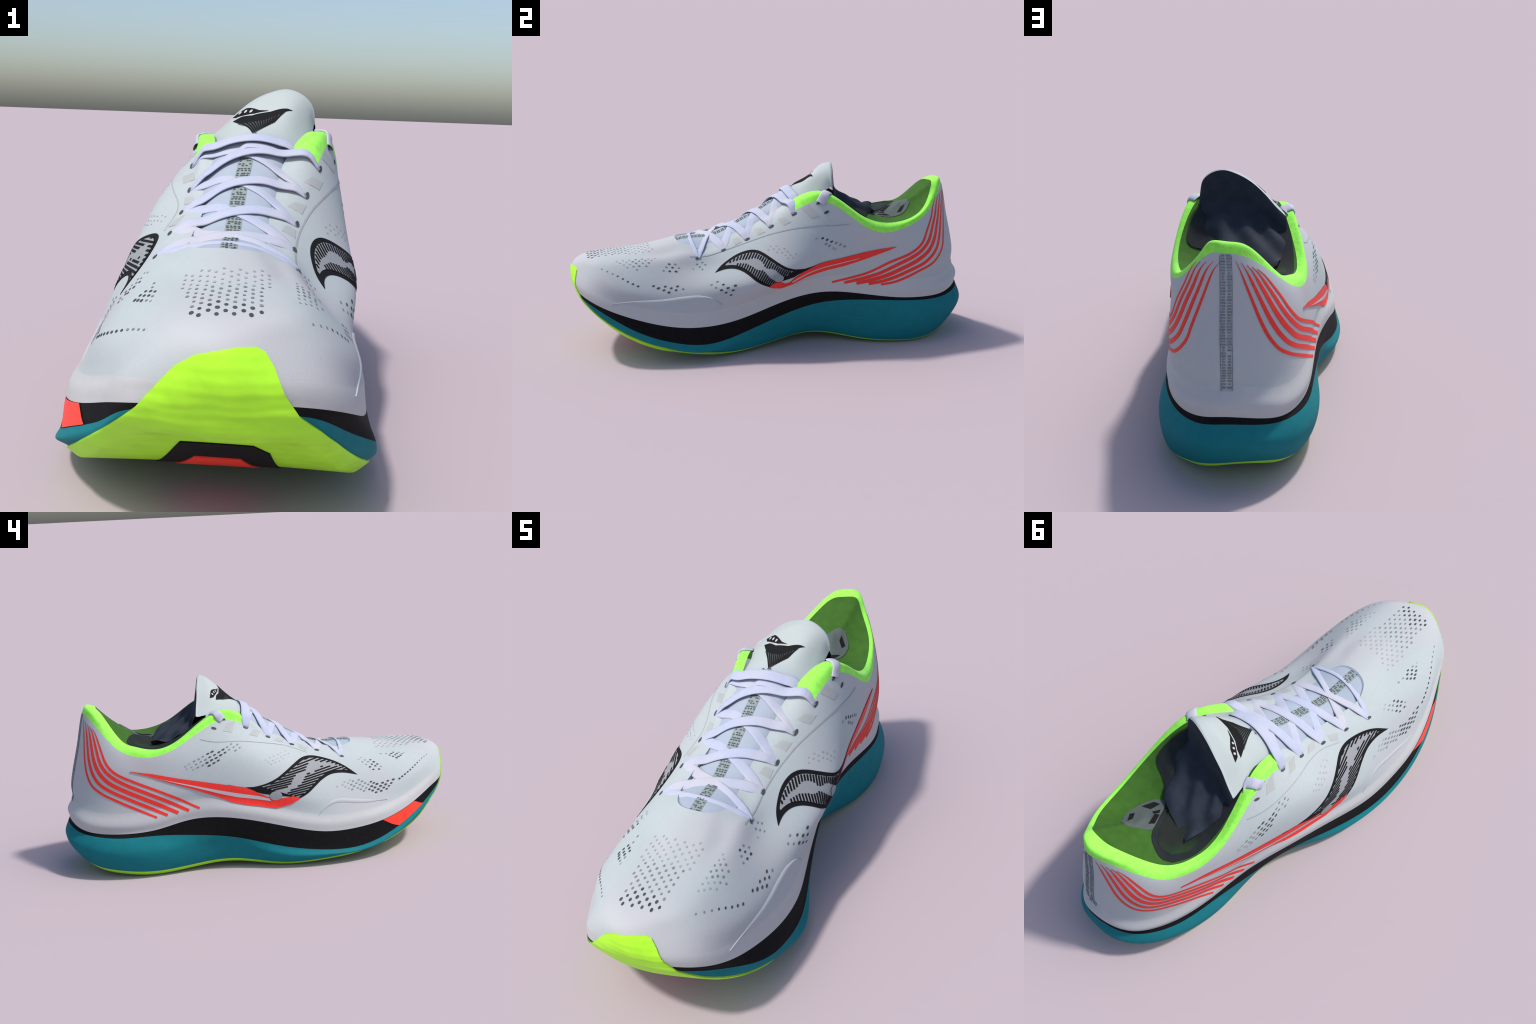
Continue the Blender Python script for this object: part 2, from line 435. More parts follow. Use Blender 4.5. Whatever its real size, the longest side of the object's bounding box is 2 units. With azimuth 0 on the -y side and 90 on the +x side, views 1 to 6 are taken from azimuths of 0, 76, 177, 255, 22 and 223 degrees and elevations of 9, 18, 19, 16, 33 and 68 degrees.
KNIT_DARK = material("knit_strip_dark", (.07, .085, .082), .9, .2, 80)
LACE = material("lavender_lace", (.41, .445, .57), .85, .03, 60, .2, 500, second=(.47, .47, .53), second_scale=4)
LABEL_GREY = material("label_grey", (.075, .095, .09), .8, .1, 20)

VN = NORMALS.reshape(-1, 3)
BODY_FACES = quads(0, NV - 1)
BODY_TREE = BVHTree.FromPolygons([Vector(v) for v in body.reshape(-1, 3)], BODY_FACES)
TOP_TREE = BVHTree.FromPolygons([Vector(v) for v in top.reshape(-1, 3)], tf)
in_v = inner.reshape(-1, 3)
IN_TREE = BVHTree.FromPolygons([Vector(v) for v in in_v], lining_faces)


def smooth_normal(tree, hit):
    if tree is BODY_TREE:
        n = VN[list(BODY_FACES[hit[2]])].mean(0)
        return n / np.linalg.norm(n)
    n = np.array(hit[1])
    return n if tree is BODY_TREE or n[2] > 0 else -n


def caster(tree, axis, sign):
    """Projects a 2D point onto the surface along an axis: sign is the side it is seen from."""
    a, b = [k for k in range(3) if k != axis]

    def cast(p):
        o, d = [0, 0, 0], [0, 0, 0]
        o[a], o[b], o[axis], d[axis] = p[0], p[1], 3 * sign, -sign
        hit = tree.ray_cast(Vector(o), Vector(d))
        if hit[0] is None:
            o[axis] = .1
            hit = tree.find_nearest(Vector(o))
        return np.array(hit[0]), smooth_normal(tree, hit)
    return cast


def snapper(tree):
    def cast(p):
        hit = tree.find_nearest(Vector(p))
        return np.array(hit[0]), smooth_normal(tree, hit)
    return cast


RIGHT, LEFT = caster(BODY_TREE, 0, 1), caster(BODY_TREE, 0, -1)
ABOVE = caster(BODY_TREE, 2, 1)
SHELL_TREE = BVHTree.FromPolygons([Vector(v) for v in np.vstack([body.reshape(-1, 3), under.reshape(-1, 3)])], BODY_FACES + [tuple(i + NV * NU for i in f) for f in uf])


def FRONT(p):
    hit = SHELL_TREE.ray_cast(Vector((p[0], -3, p[1])), Vector((0, 1, 0)))
    if hit[0] is None:
        hit = SHELL_TREE.find_nearest(Vector((p[0], -.8, p[1])))
    n = np.array(hit[1])
    return np.array(hit[0]), n if n[1] < 0 else -n



ON_TONGUE, INSIDE = caster(TOP_TREE, 2, 1), caster(IN_TREE, 2, 1)


class Soup:
    """Collects laid-on pieces into one mesh."""
    def __init__(self):
        self.v, self.n, self.f = [], [], []

    def add(self, v, n, f):
        b = len(self.v)
        self.v += [tuple(x) for x in v]
        self.n += [tuple(x) for x in n]
        self.f += [tuple(b + i for i in q) for q in f]

    def build(self, name, mat, parent=None, kind=None):
        return add(name, self.v, self.f, mat, parent, self.n, kind)


def fill(soup, outline, cast, lift=.0016, cell=.018):
    """A closed 2D outline, cut into small cells, laid on the surface and given a rim."""
    bm = bmesh.new()
    bm.faces.new([bm.verts.new((p[0], p[1], 0)) for p in outline])
    o = np.asarray(outline, float)
    for ax in (0, 1):
        n = Vector((1, 0, 0) if ax == 0 else (0, 1, 0))
        for c in np.arange(math.ceil(o[:, ax].min() / cell) * cell, o[:, ax].max(), cell):
            bmesh.ops.bisect_plane(bm, geom=bm.verts[:] + bm.edges[:] + bm.faces[:], plane_co=n * float(c) + n * 1e-5, plane_no=n, dist=1e-6)
    bmesh.ops.triangulate(bm, faces=bm.faces[:])
    bm.verts.index_update()
    pts = [cast((v.co.x, v.co.y)) for v in bm.verts]
    f = [tuple(v.index for v in q.verts) for q in bm.faces]
    rim_ = [(e_.verts[0].index, e_.verts[1].index) for e_ in bm.edges if len(e_.link_faces) == 1]
    bm.free()
    p = np.array([a for a, _ in pts])
    n = np.array([b for _, b in pts])
    # wind the faces outward
    out = []
    for q in f:
        w = np.cross(p[q[1]] - p[q[0]], p[q[2]] - p[q[0]])
        out.append(q if w @ n[q[0]] >= 0 else q[::-1])
    m = len(p)
    v = np.vstack([p + n * lift, p - n * .0015])
    out += [(a, b, m + b, m + a) for a, b in rim_]
    soup.add(v, np.vstack([n, n]), out)


def ribbon(soup, path, width, cast, lift=.0016, step=.012, pointed=(0, 0), round_=0):
    """A strip along a path; the path points are cast to the surface, width may vary (list at equal spacing)."""
    path = np.asarray(path, float)
    length = np.linalg.norm(np.diff(path, axis=0), axis=1).sum()
    n = max(4, int(length / step))
    c = open_spline(path, n)
    w = np.interp(np.linspace(0, 1, n), np.linspace(0, 1, len(np.atleast_1d(width))), np.atleast_1d(width))
    t_ = np.linspace(0, 1, n)
    if pointed[0]:
        w = w * np.clip(t_ / pointed[0], .12, 1)
    if pointed[1]:
        w = w * np.clip((1 - t_) / pointed[1], .12, 1)
    hit = [cast(tuple(q)) for q in c]
    p, nn = np.array([a for a, _ in hit]), np.array([b for _, b in hit])
    d = np.gradient(p, axis=0)
    side = np.cross(nn, d)
    side /= np.linalg.norm(side, axis=1, keepdims=True) + 1e-9
    near = snapper(BODY_TREE if cast not in (ON_TONGUE, INSIDE) else TOP_TREE if cast is ON_TONGUE else IN_TREE)
    cols = []
    nums = []
    ks = (-1, -.5, 0, .5, 1)
    for k in ks:
        e_ = [near(tuple(q)) for q in p + side * (w * .5 * k)[:, None]]
        a, b = np.array([x for x, _ in e_]), np.array([x for _, x in e_])
        cols.append(a + b * (lift + round_ * (1 - k * k)))
        nums.append(b)
    cols = [cols[0] - nums[0] * (lift + .0015)] + cols + [cols[-1] - nums[-1] * (lift + .0015)]
    nums = [nums[0]] + nums + [nums[-1]]
    v, m = np.array(cols), np.array(nums)
    if round_:
        m = grid_normals(v, closed=False)
        if (m * np.array(nums)).sum() < 0:
            m = -m
    k, n_ = v.shape[:2]
    f = [(r * n_ + c_, r * n_ + c_ + 1, (r + 1) * n_ + c_ + 1, (r + 1) * n_ + c_) for r in range(k - 1) for c_ in range(n_ - 1)]
    soup.add(v.reshape(-1, 3), m.reshape(-1, 3), f)


def dot(soup, p, cast, a, b, turn=0.0, lift=.0012):
    """A small oval, a along and b across; turn is the angle of its long axis in the casting plane."""
    c, n = cast(p)
    q, _ = cast((p[0] + .004 * math.cos(turn), p[1] + .004 * math.sin(turn)))
    t_ = q - c
    t_ -= n * (t_ @ n)
    t_ /= np.linalg.norm(t_) + 1e-9
    s_ = np.cross(n, t_)
    a, b = a * 1.10, b * .98
    v = [c + n * lift] + [c + n * (lift * .9) + t_ * a * math.cos(x) + s_ * b * math.sin(x) for x in np.arange(8) * math.pi / 4]
    soup.add(v, [n] * 9, [(0, 1 + i, 1 + (i + 1) % 8) for i in range(8)])


def inside(p, poly):
    x, y = p
    hit = False
    for (x0, y0), (x1, y1) in zip(poly, poly[1:] + poly[:1]):
        if (y0 > y) != (y1 > y) and x < (x1 - x0) * (y - y0) / (y1 - y0) + x0:
            hit = not hit
    return hit


# ------------------------------------------------------------------ side emblem: a dark leaf with a pale scalloped river and hatching
def emblem(cast, upper_edge, lower_edge, tail, river, slant):
    up, lo = open_spline(upper_edge, 61), open_spline(lower_edge, 61)
    plate = Soup()
    fill(plate, [tuple(p) for p in up] + [tuple(p) for p in tail] + [tuple(p) for p in lo[::-1][:-1]], cast, .0016)
    ob = plate.build("emblem", PRINT_BLACK)
    # pale field inside the dark outline
    gap = np.linalg.norm(up - lo, axis=1)
    ok = np.where(gap > .034)[0]
    a = [up[i] + (lo[i] - up[i]) * (.0145 / gap[i]) for i in ok]
    b = [lo[i] + (up[i] - lo[i]) * (.0145 / gap[i]) for i in ok]
    field = Soup()
    fill(field, [tuple(p) for p in a] + [tuple(p) for p in b[::-1]], cast, .0024)
    field.build("emblem_field", PRINT_GREY, ob)
    # parallel hatching, broken by a river of pale beads
    bars = Soup()
    hull = [tuple(p) for p in a] + [tuple(p) for p in b[::-1]]
    h_ = np.array(hull)
    d_ = np.array([math.cos(slant), math.sin(slant)])
    q_ = np.array([-d_[1], d_[0]])
    flow = open_spline([(x, z, r) for x, z, r in river], 60)
    for off in np.arange((h_ @ q_).min(), (h_ @ q_).max(), .0098):
        run = []
        for t_ in np.append(np.arange((h_ @ d_).min(), (h_ @ d_).max(), .0025), 99):
            p = d_ * t_ + q_ * off
            if t_ < 99 and inside(tuple(p), hull) and (np.hypot(flow[:, 0] - p[0], flow[:, 1] - p[1]) > flow[:, 2]).all():
                run.append(p)
            else:
                if len(run) > 3:
                    ribbon(bars, [tuple(run[0] - d_ * .004), tuple(run[-1])], .0072, cast, .0032, .012)
                run = []
    # one bead runs out over the dark tail and the red
    bead_ = Soup()
    cx, cz, cr = river[-1]
    fill(bead_, [(cx + cr * math.cos(x) * 1.15, cz + cr * .85 * math.sin(x)) for x in np.arange(20) * math.pi / 10], cast, .0046, .012)
    bead_.build("emblem_bead", PRINT_GREY, ob)
    bars.build("emblem_hatching", PRINT_BLACK, ob, "stuff")


emblem(RIGHT, [(-.330, .411), (-.295, .439), (-.259, .462), (-.219, .484), (-.181, .500), (-.146, .509), (-.119, .509), (-.094, .500), (-.062, .481), (-.030, .461), (.005, .443), (.042, .434)],
       [(-.330, .411), (-.287, .424), (-.258, .429), (-.230, .429), (-.203, .422), (-.177, .407), (-.151, .387), (-.122, .370), (-.086, .354)],
       [(.088, .434), (.127, .443), (.166, .456), (.127, .437), (.088, .424), (.055, .408), (.035, .396), (-.01, .384), (-.05, .372)],
       [(-.285, .436, .001), (-.250, .449, .004), (-.200, .460, .007), (-.165, .460, .011), (-.130, .455, .022), (-.100, .436, .009), (-.067, .417, .022), (-.040, .397, .020)], .95)
emblem(LEFT, [(-.437, .400), (-.387, .440), (-.341, .467), (-.274, .494), (-.212, .510), (-.163, .510), (-.106, .492), (-.053, .467), (-.004, .442), (.049, .424), (.085, .417)],
       [(-.437, .400), (-.360, .418), (-.294, .420), (-.242, .405), (-.199, .382), (-.157, .357), (-.115, .339)],
       [(.108, .414), (.165, .416), (.230, .434), (.165, .410), (.120, .396), (.070, .378), (.0, .362), (-.06, .352)],
       [(-.345, .447, .002), (-.300, .460, .007), (-.250, .468, .010), (-.200, .464, .022), (-.158, .446, .009), (-.112, .422, .023), (-.070, .394, .011), (.006, .362, .026)], -.10)

# ------------------------------------------------------------------ red swooshes and heel stripes
red = Soup()
fill(red, [(.040, .392), (.074, .416), (.127, .440), (.166, .456), (.205, .464), (.274, .473), (.320, .482), (.397, .495), (.477, .504), (.559, .508), (.518, .494), (.438, .472), (.360, .450),
           (.285, .431), (.208, .418), (.151, .404), (.095, .387), (.061, .367), (.033, .352), (.0, .342), (-.020, .336), (-.063, .344), (-.086, .353), (-.069, .371), (-.032, .378), (-.004, .362), (.018, .365)], RIGHT, .0036)
fill(red, [(.679, .526), (.578, .508), (.463, .480), (.346, .456), (.220, .430), (.149, .415), (.110, .396), (.080, .376), (.030, .352), (-.030, .346), (-.075, .352), (-.115, .339), (-.066, .315), (.006, .299),
           (.075, .314), (.156, .331), (.219, .348), (.288, .381), (.389, .422), (.504, .463), (.595, .499)], LEFT, .0036)
red.build("swoosh", PRINT_RED)
pale = Soup()
ribbon(pale, [(.030, .369), (.091, .404), (.148, .425), (.206, .438), (.283, .451), (.365, .466)], [.010, .005, .004, .004, .002], RIGHT, .0046)
fill(pale, [(.560, .486), (.387, .441), (.270, .410), (.191, .391), (.087, .368), (.040, .352), (.030, .338), (.112, .356), (.192, .371), (.271, .394), (.388, .433)], LEFT, .0046)
pale.build("swoosh_inlay", PRINT_PALE)
SNAP = snapper(BODY_TREE)
STRIPES = {
    "near_x": ([(.150, .866, .755), (.172, .860, .725), (.203, .853, .633), (.238, .845, .530), (.258, .836, .470), (.295, .783, .408), (.322, .692, .372), (.330, .568, .329), (.330, .489, .318)],
               [(.235, .796, .728), (.252, .780, .700), (.272, .762, .640), (.295, .732, .575), (.312, .702, .513), (.325, .643, .471), (.335, .521, .430), (.322, .400, .378), (.310, .240, .342)]),
    "far_x": ([(.100, .858, .755), (.090, .856, .730), (.050, .867, .636), (.015, .873, .552), (-.016, .874, .499), (-.052, .862, .456), (-.095, .821, .420), (-.129, .748, .382), (-.184, .575, .298)],
              [(.030, .824, .718), (.010, .815, .700), (-.045, .795, .617), (-.075, .785, .571), (-.098, .766, .537), (-.117, .735, .510), (-.143, .661, .472), (-.180, .530, .412), (-.222, .372, .330)])}
for outer_, inner_ in STRIPES.values():
    a, b = open_spline(outer_, 40), open_spline(inner_, 40)
    for f, w in ((0, .0118), (.25, .0165), (.5, .0200), (.75, .0172), (1, .0122)):
        one = Soup()
        ribbon(one, a + (b - a) * f, [w * .35, w * .7, w, w, w, w, w * .8], SNAP, .0016, .010, (.10, 0))
        one.build("heel_stripe", PRINT_RED)

# ------------------------------------------------------------------ heel seam
seam = Soup()
SEAM = [(.134, .858, .772), (.131, .871, .714), (.129, .884, .650), (.127, .917, .522), (.123, .941, .425), (.122, .954, .350)]
ribbon(seam, SEAM, .036, SNAP, .0012, .012)
seam.build("heel_seam", SEAM_GREY)
stitches = Soup()
track = open_spline(SEAM, 47)
for k in range(46):
    for side_ in (-.0095, .0095):
        if rng.random() < .93:
            w_ = .004 + .004 * rng.random()
            p0 = track[k] + np.array([side_ - w_, 0, 0])
            ribbon(stitches, [tuple(p0), tuple(p0 + np.array([2 * w_, 0, 0]))], .0045 + .002 * rng.random(), SNAP, .0022, .006)
for side_ in (-.019, .019):
    ribbon(stitches, track + np.array([side_, 0, 0]), .0022, SNAP, .0018, .02)
stitches.build("heel_stitching", KNIT_MID, None, "stuff")

# ------------------------------------------------------------------ lime toe cap, red rubber accent, underside inlay
cap = Soup()
fill(cap, [(-.330, .060), (-.318, .085), (-.306, .110), (-.287, .138), (-.244, .184), (-.193, .234), (-.153, .274), (-.122, .304), (-.085, .350), (-.049, .392), (-.015, .414), (.015, .422), (.055, .428), (.088, .427), (.104, .418),
           (.120, .395), (.141, .348), (.170, .302), (.212, .264), (.246, .227), (.290, .172), (.325, .128), (.345, .088), (.352, .058), (.20, .060), (0, .060), (-.20, .060)], FRONT, .005, .009)
cap.build("toe_cap", LIME)
chan = Soup()
fill(chan, [(-.130, .064), (-.062, .192), (-.048, .216), (.092, .214), (.124, .190), (.158, .064)], FRONT, .008, .009)
chan.build("forefoot_channel", PRINT_BLACK)
inlay = Soup()
fill(inlay, [(-.088, .064), (-.064, .108), (-.024, .164), (.068, .162), (.100, .108), (.112, .064)], FRONT, .011, .009)
inlay.build("forefoot_inlay", RAND_RED)


def at(u, row):
    c0, r0 = int(math.floor(u * PER)) % NU, int(math.floor(row))
    fu, fr = u * PER - math.floor(u * PER), row - r0
    c1, r1 = (c0 + 1) % NU, min(r0 + 1, NV - 1)
    mix = lambda g_: (g_[r0, c0] * (1 - fu) + g_[r0, c1] * fu) * (1 - fr) + (g_[r1, c0] * (1 - fu) + g_[r1, c1] * fu) * fr
    return mix(body), mix(NORMALS)


acc = Soup()
grid = [[at(np.interp(t_, [0, 1], [24.40 + (23.86 - 24.40) * s_, 25.45 + (25.06 - 25.45) * s_]), ROW["SIDEWALL"] + (ROW["FEATHER"] - ROW["SIDEWALL"]) * (.02 + .96 * s_)) for t_ in np.linspace(0, 1, 30)] for s_ in np.linspace(0, 1, 9)]
acc.add([p + n * .002 for row_ in grid for p, n in row_], [n for row_ in grid for p, n in row_], [(r_ * 30 + c, r_ * 30 + c + 1, (r_ + 1) * 30 + c + 1, (r_ + 1) * 30 + c) for r_ in range(8) for c in range(29)])
acc.build("sidewall_accent", RAND_RED)

# ------------------------------------------------------------------ perforations: flat discs painted as openings, latticed inside patches, dark at their heart, faint at their edge
dark_dots, soft, faint = Soup(), Soup(), Soup()


def perforate(poly, cast, a, b, origin, long_, short, heart, dark_reach, soft_reach, turn):
    poly = [tuple(p) for p in poly]
    for i in range(-30, 31):
        for j in range(-30, 31):
            p = (origin[0] + a[0] * i + b[0] * j, origin[1] + a[1] * i + b[1] * j)
            if not inside(p, poly):
                continue
            d_ = math.hypot(p[0] - heart[0], p[1] - heart[1])
            k = rng.uniform(.85, 1.1)
            s_, z_ = (dark_dots, 1.0) if d_ < dark_reach else (soft, .85) if d_ < soft_reach else (faint, .75)
            dot(s_, (p[0] + rng.normal(0, .0009), p[1] + rng.normal(0, .0009)), cast, long_ * k * z_, short * k * z_, turn)


def dotted(line, cast, n, long_, short, turn):
    for k, p in enumerate(open_spline(line, n)):
        dot((soft, dark_dots)[k > n * .3], tuple(p), cast, long_ * (.6 + .4 * k / n), short * (.6 + .4 * k / n), turn)


perforate([(.119, -.601), (.116, -.711), (.107, -.796), (.099, -.870), (.099, -.928), (.030, -.932), (-.036, -.910), (-.038, -.865), (-.052, -.790), (-.064, -.712), (-.072, -.664), (-.080, -.582), (-.045, -.600), (-.009, -.618), (.047, -.622)],
          ABOVE, (.0320, 0), (.0160, .0160), (.032, -.90), .0068, .0046, (.03, -.925), .075, .20, math.pi / 2)
perforate([(.157, -.812), (.162, -.765), (.165, -.711), (.168, -.657), (.166, -.580), (.192, -.615), (.210, -.650), (.224, -.678), (.225, -.707), (.213, -.738), (.190, -.770)],
          ABOVE, (.0, .030), (.0125, .015), (.170, -.70), .0065, .0042, (.20, -.68), .0, .045, math.pi / 2)
perforate([(.190, -.520), (.207, -.485), (.222, -.503), (.237, -.520), (.238, -.565), (.228, -.592), (.207, -.575)], ABOVE, (0, .030), (.0125, .015), (.214, -.53), .0070, .0045, (.222, -.535), .025, .06, math.pi / 2)
perforate([(-.405, .452), (-.367, .452), (-.345, .437), (-.385, .420), (-.455, .410), (-.455, .425)], RIGHT, (.030, .0075), (.012, -.0105), (-.40, .432), .0062, .0038, (-.39, .435), .0, .04, .2)
dotted([(-.861, .445), (-.820, .431), (-.780, .414), (-.743, .395), (-.702, .377)], RIGHT, 8, .0065, .0042, .2)
perforate([(-.700, .392), (-.668, .384), (-.622, .377), (-.571, .372), (-.476, .368), (-.495, .347), (-.530, .341), (-.559, .338), (-.605, .348), (-.629, .356), (-.655, .367)], RIGHT, (.0335, .0050), (.0235, -.0100), (-.560, .344), .0078, .0044, (-.59, .35), .075, .12, .2)
perforate([(-.378, .368), (-.339, .382), (-.310, .392), (-.286, .383), (-.252, .370), (-.213, .349), (-.242, .332), (-.268, .316), (-.290, .328), (-.307, .339), (-.328, .348), (-.350, .357)], RIGHT, (.0330, .0115), (.0225, -.0110), (-.268, .322), .0078, .0046, (-.26, .345), .07, .12, .25)
perforate([(-.092, .524), (-.054, .540), (-.021, .536), (.019, .524), (.048, .507), (.029, .476), (-.010, .490), (-.060, .510)], RIGHT, (.024, .003), (.012, -.012), (-.05, .52), .0058, .0032, (9, 9), .1, .2, .1)
for k, p in enumerate([(.179, .576), (.201, .568), (.223, .558), (.246, .550), (.267, .541), (.288, .531), (.195, .548), (.212, .538), (.231, .526), (.242, .520), (.150, .574)]):
    dot(dark_dots if k in (0, 1, 2) else soft if k < 8 else faint, p, RIGHT, .0072, .0048, .5)
perforate([(-.128, -.572), (-.124, -.653), (-.116, -.765), (-.136, -.745), (-.155, -.718), (-.170, -.698), (-.172, -.660), (-.158, -.642), (-.143, -.622)], ABOVE, (0, .030), (-.0105, .015), (-.165, -.68), .0068, .0042, (-.155, -.672), .042, .075, math.pi / 2)
perforate([(-.168, -.462), (-.163, -.485), (-.174, -.531), (-.189, -.582), (-.206, -.598), (-.217, -.567), (-.217, -.531), (-.211, -.494), (-.197, -.480)], ABOVE, (0, .030), (-.0105, .015), (-.195, -.53), .0066, .0042, (-.20, -.54), .028, .06, math.pi / 2)
dotted([(-.869, .425), (-.824, .414), (-.786, .401), (-.742, .385), (-.701, .370), (-.659, .354)], LEFT, 12, .0072, .0048, -.2)
perforate([(-.612, .357), (-.645, .350), (-.593, .319), (-.563, .311), (-.515, .306), (-.456, .320), (-.394, .338), (-.359, .349), (-.320, .360), (-.270, .345), (-.262, .352), (-.348, .379), (-.367, .386), (-.426, .384), (-.488, .366), (-.552, .353)],
          LEFT, (.0310, -.0035), (.0155, -.0125), (-.515, .310), .0078, .0048, (-.555, .325), .075, .17, -.1)
perforate([(.120, .597), (.160, .617), (.197, .624), (.241, .611), (.284, .596), (.327, .577), (.372, .559), (.417, .541), (.444, .522), (.388, .504), (.343, .521), (.280, .539), (.245, .558), (.236, .578), (.214, .589), (.155, .583)],
          LEFT, (.0225, -.0095), (.0300, .0045), (.250, .575), .0078, .0040, (.265, .57), .06, .12, -.35)
perforate([(-.069, .555), (-.134, .533), (-.084, .523), (-.004, .500), (.065, .533)], LEFT, (.024, -.003), (.012, .011), (-.05, .53), .0058, .0030, (9, 9), .1, .2, -.1)
for s_, m_ in ((dark_dots, MARK_DARK), (soft, MARK_SOFT), (faint, MARK_FAINT)):
    s_.build("perforation_dot", m_, upper, "stuff")

# ------------------------------------------------------------------ eyestay: seam line, pale panels between the eyelets, toe-guard ridges
line = Soup()
ribbon(line, [(-.440, .474), (-.354, .474), (-.253, .502), (-.144, .543), (-.040, .587), (.063, .620), (.170, .634), (.240, .633), (.310, .637)], .0045, RIGHT, .0012, .02)
ribbon(line, [(.334, .650), (.286, .637), (.137, .624), (.016, .597), (-.106, .563), (-.200, .524)], .0035, LEFT, .0012, .02)
line.build("eyestay_seam", MARK_FAINT)
for cast, q in ((RIGHT, [[(-.227, .538), (-.195, .549), (-.185, .535), (-.219, .518)], [(-.121, .590), (-.090, .600), (-.074, .588), (-.110, .569)], [(-.018, .648), (.014, .662), (.040, .645), (.007, .626)], [(.091, .708), (.126, .728), (.168, .679), (.132, .669)]]),
                (LEFT, [[(.194, .705), (.145, .712), (.174, .666), (.218, .676)], [(.054, .660), (.014, .643), (.045, .627), (.086, .643)], [(-.068, .602), (-.109, .588), (-.088, .580), (-.044, .594)], [(-.170, .562), (-.220, .541), (-.195, .532), (-.168, .548)]])):
    for poly in q:
        one = Soup()
        fill(one, poly, cast, .0012, .02)
        one.build("eyestay_panel", STAY_GREY)
bead = Soup()
ribbon(bead, [(-.830, .300), (-.740, .308), (-.634, .304), (-.562, .306), (-.490, .311), (-.417, .314), (-.363, .308), (-.334, .292), (-.311, .272)], [.006, .018, .024, .026, .022, .008], RIGHT, 0, .012, (.3, .25), .0036)
ribbon(bead, [(-.195, .245), (-.230, .274), (-.270, .296), (-.316, .300), (-.383, .289), (-.462, .278), (-.570, .270)], [.006, .020, .022, .022, .016, .005], LEFT, 0, .012, (.25, .3), .0030)
bead.build("toe_guard_ridge", MESH_WHITE)

# ------------------------------------------------------------------ tongue: knit strip, badge
strip = Soup()
MIDLINE = [(.018, -.480), (.018, -.380), (.022, -.250), (.030, -.120), (.042, .0), (.052, .09)]
ribbon(strip, MIDLINE, .040, ON_TONGUE, .0012, .012)
strip.build("tongue_strip", KNIT_GREY, tongue)
marks = Soup()
mid_line = open_spline(MIDLINE, 60)
for k, p in enumerate(mid_line):
    for x in (-.013, -.004, .005, .014):
        if rng.random() < .85:
            dot(marks, (p[0] + x + rng.normal(0, .001), p[1] + (.0022 if k % 2 else 0)), ON_TONGUE, .0035, .0030, 0, .0024)
marks.build("tongue_knit", KNIT_DARK, tongue, "stuff")
ground_ = Soup()
fill(ground_, [(.150, .160), (.121, .137), (.090, .115), (.061, .093), (.040, .130), (.012, .180), (.060, .150), (.100, .145)], ON_TONGUE, .0012, .012)
ground_.build("badge_field", KNIT_DARK, tongue)
badge = Soup()
fill(badge, [(.170, .170), (.128, .152), (.085, .142), (.050, .150), (.020, .172), (-.003, .212), (.024, .203), (.053, .184), (.108, .169)], ON_TONGUE, .002, .012)
fill(badge, [(.100, .177), (.074, .190), (.036, .226), (-.005, .242), (.004, .222), (.030, .204), (.060, .188)], ON_TONGUE, .002, .012)
badge.build("tongue_badge", PRINT_BLACK, tongue)
lines_ = Soup()
for t_ in np.linspace(.04, .96, 13):
    a = np.array([.150, .160]) + (np.array([.012, .185]) - np.array([.150, .160])) * t_
    b = np.array([.118, .133]) + (np.array([.056, .094]) - np.array([.118, .133])) * t_
    ribbon(lines_, [tuple(a), tuple((a + b) / 2), tuple(b)], .0050, ON_TONGUE, .0020, .01)
for t_ in (.2, .45, .7):
    a = np.array([.118, .140]) + (np.array([.030, .130]) - np.array([.118, .140])) * t_
lines_.build("badge_hatching", PRINT_BLACK, tongue, "stuff")
spots = Soup()
for p in ((.018, .224), (.034, .213), (.050, .201)):
    dot(spots, p, ON_TONGUE, .006, .005, .6, .0032)
spots.build("badge_spot", PRINT_PALE, tongue)

# ------------------------------------------------------------------ laces and eyelets
OVER = BVHTree.FromPolygons([Vector(v) for v in np.vstack([body.reshape(-1, 3), top.reshape(-1, 3)])], BODY_FACES + [tuple(i + NV * NU for i in f) for f in tf])
EYELETS_NEG = [(-.158, -.383, .490), (-.129, -.258, .519), (-.119, -.136, .570), (-.107, -.016, .616), (-.103, .101, .669), (-.133, .258, .697), (-.096, .206, .727)]
EYELETS_POS = [(.185, -.404, .472), (.174, -.275, .499), (.183, -.159, .551), (.212, -.047, .618), (.242, .063, .680), (.301, .202, .699), (.277, .169, .740)]
NEG = [tuple(SNAP(p)[0][:2]) for p in EYELETS_NEG[:5]]
POS = [tuple(SNAP(p)[0][:2]) for p in EYELETS_POS[:5]]


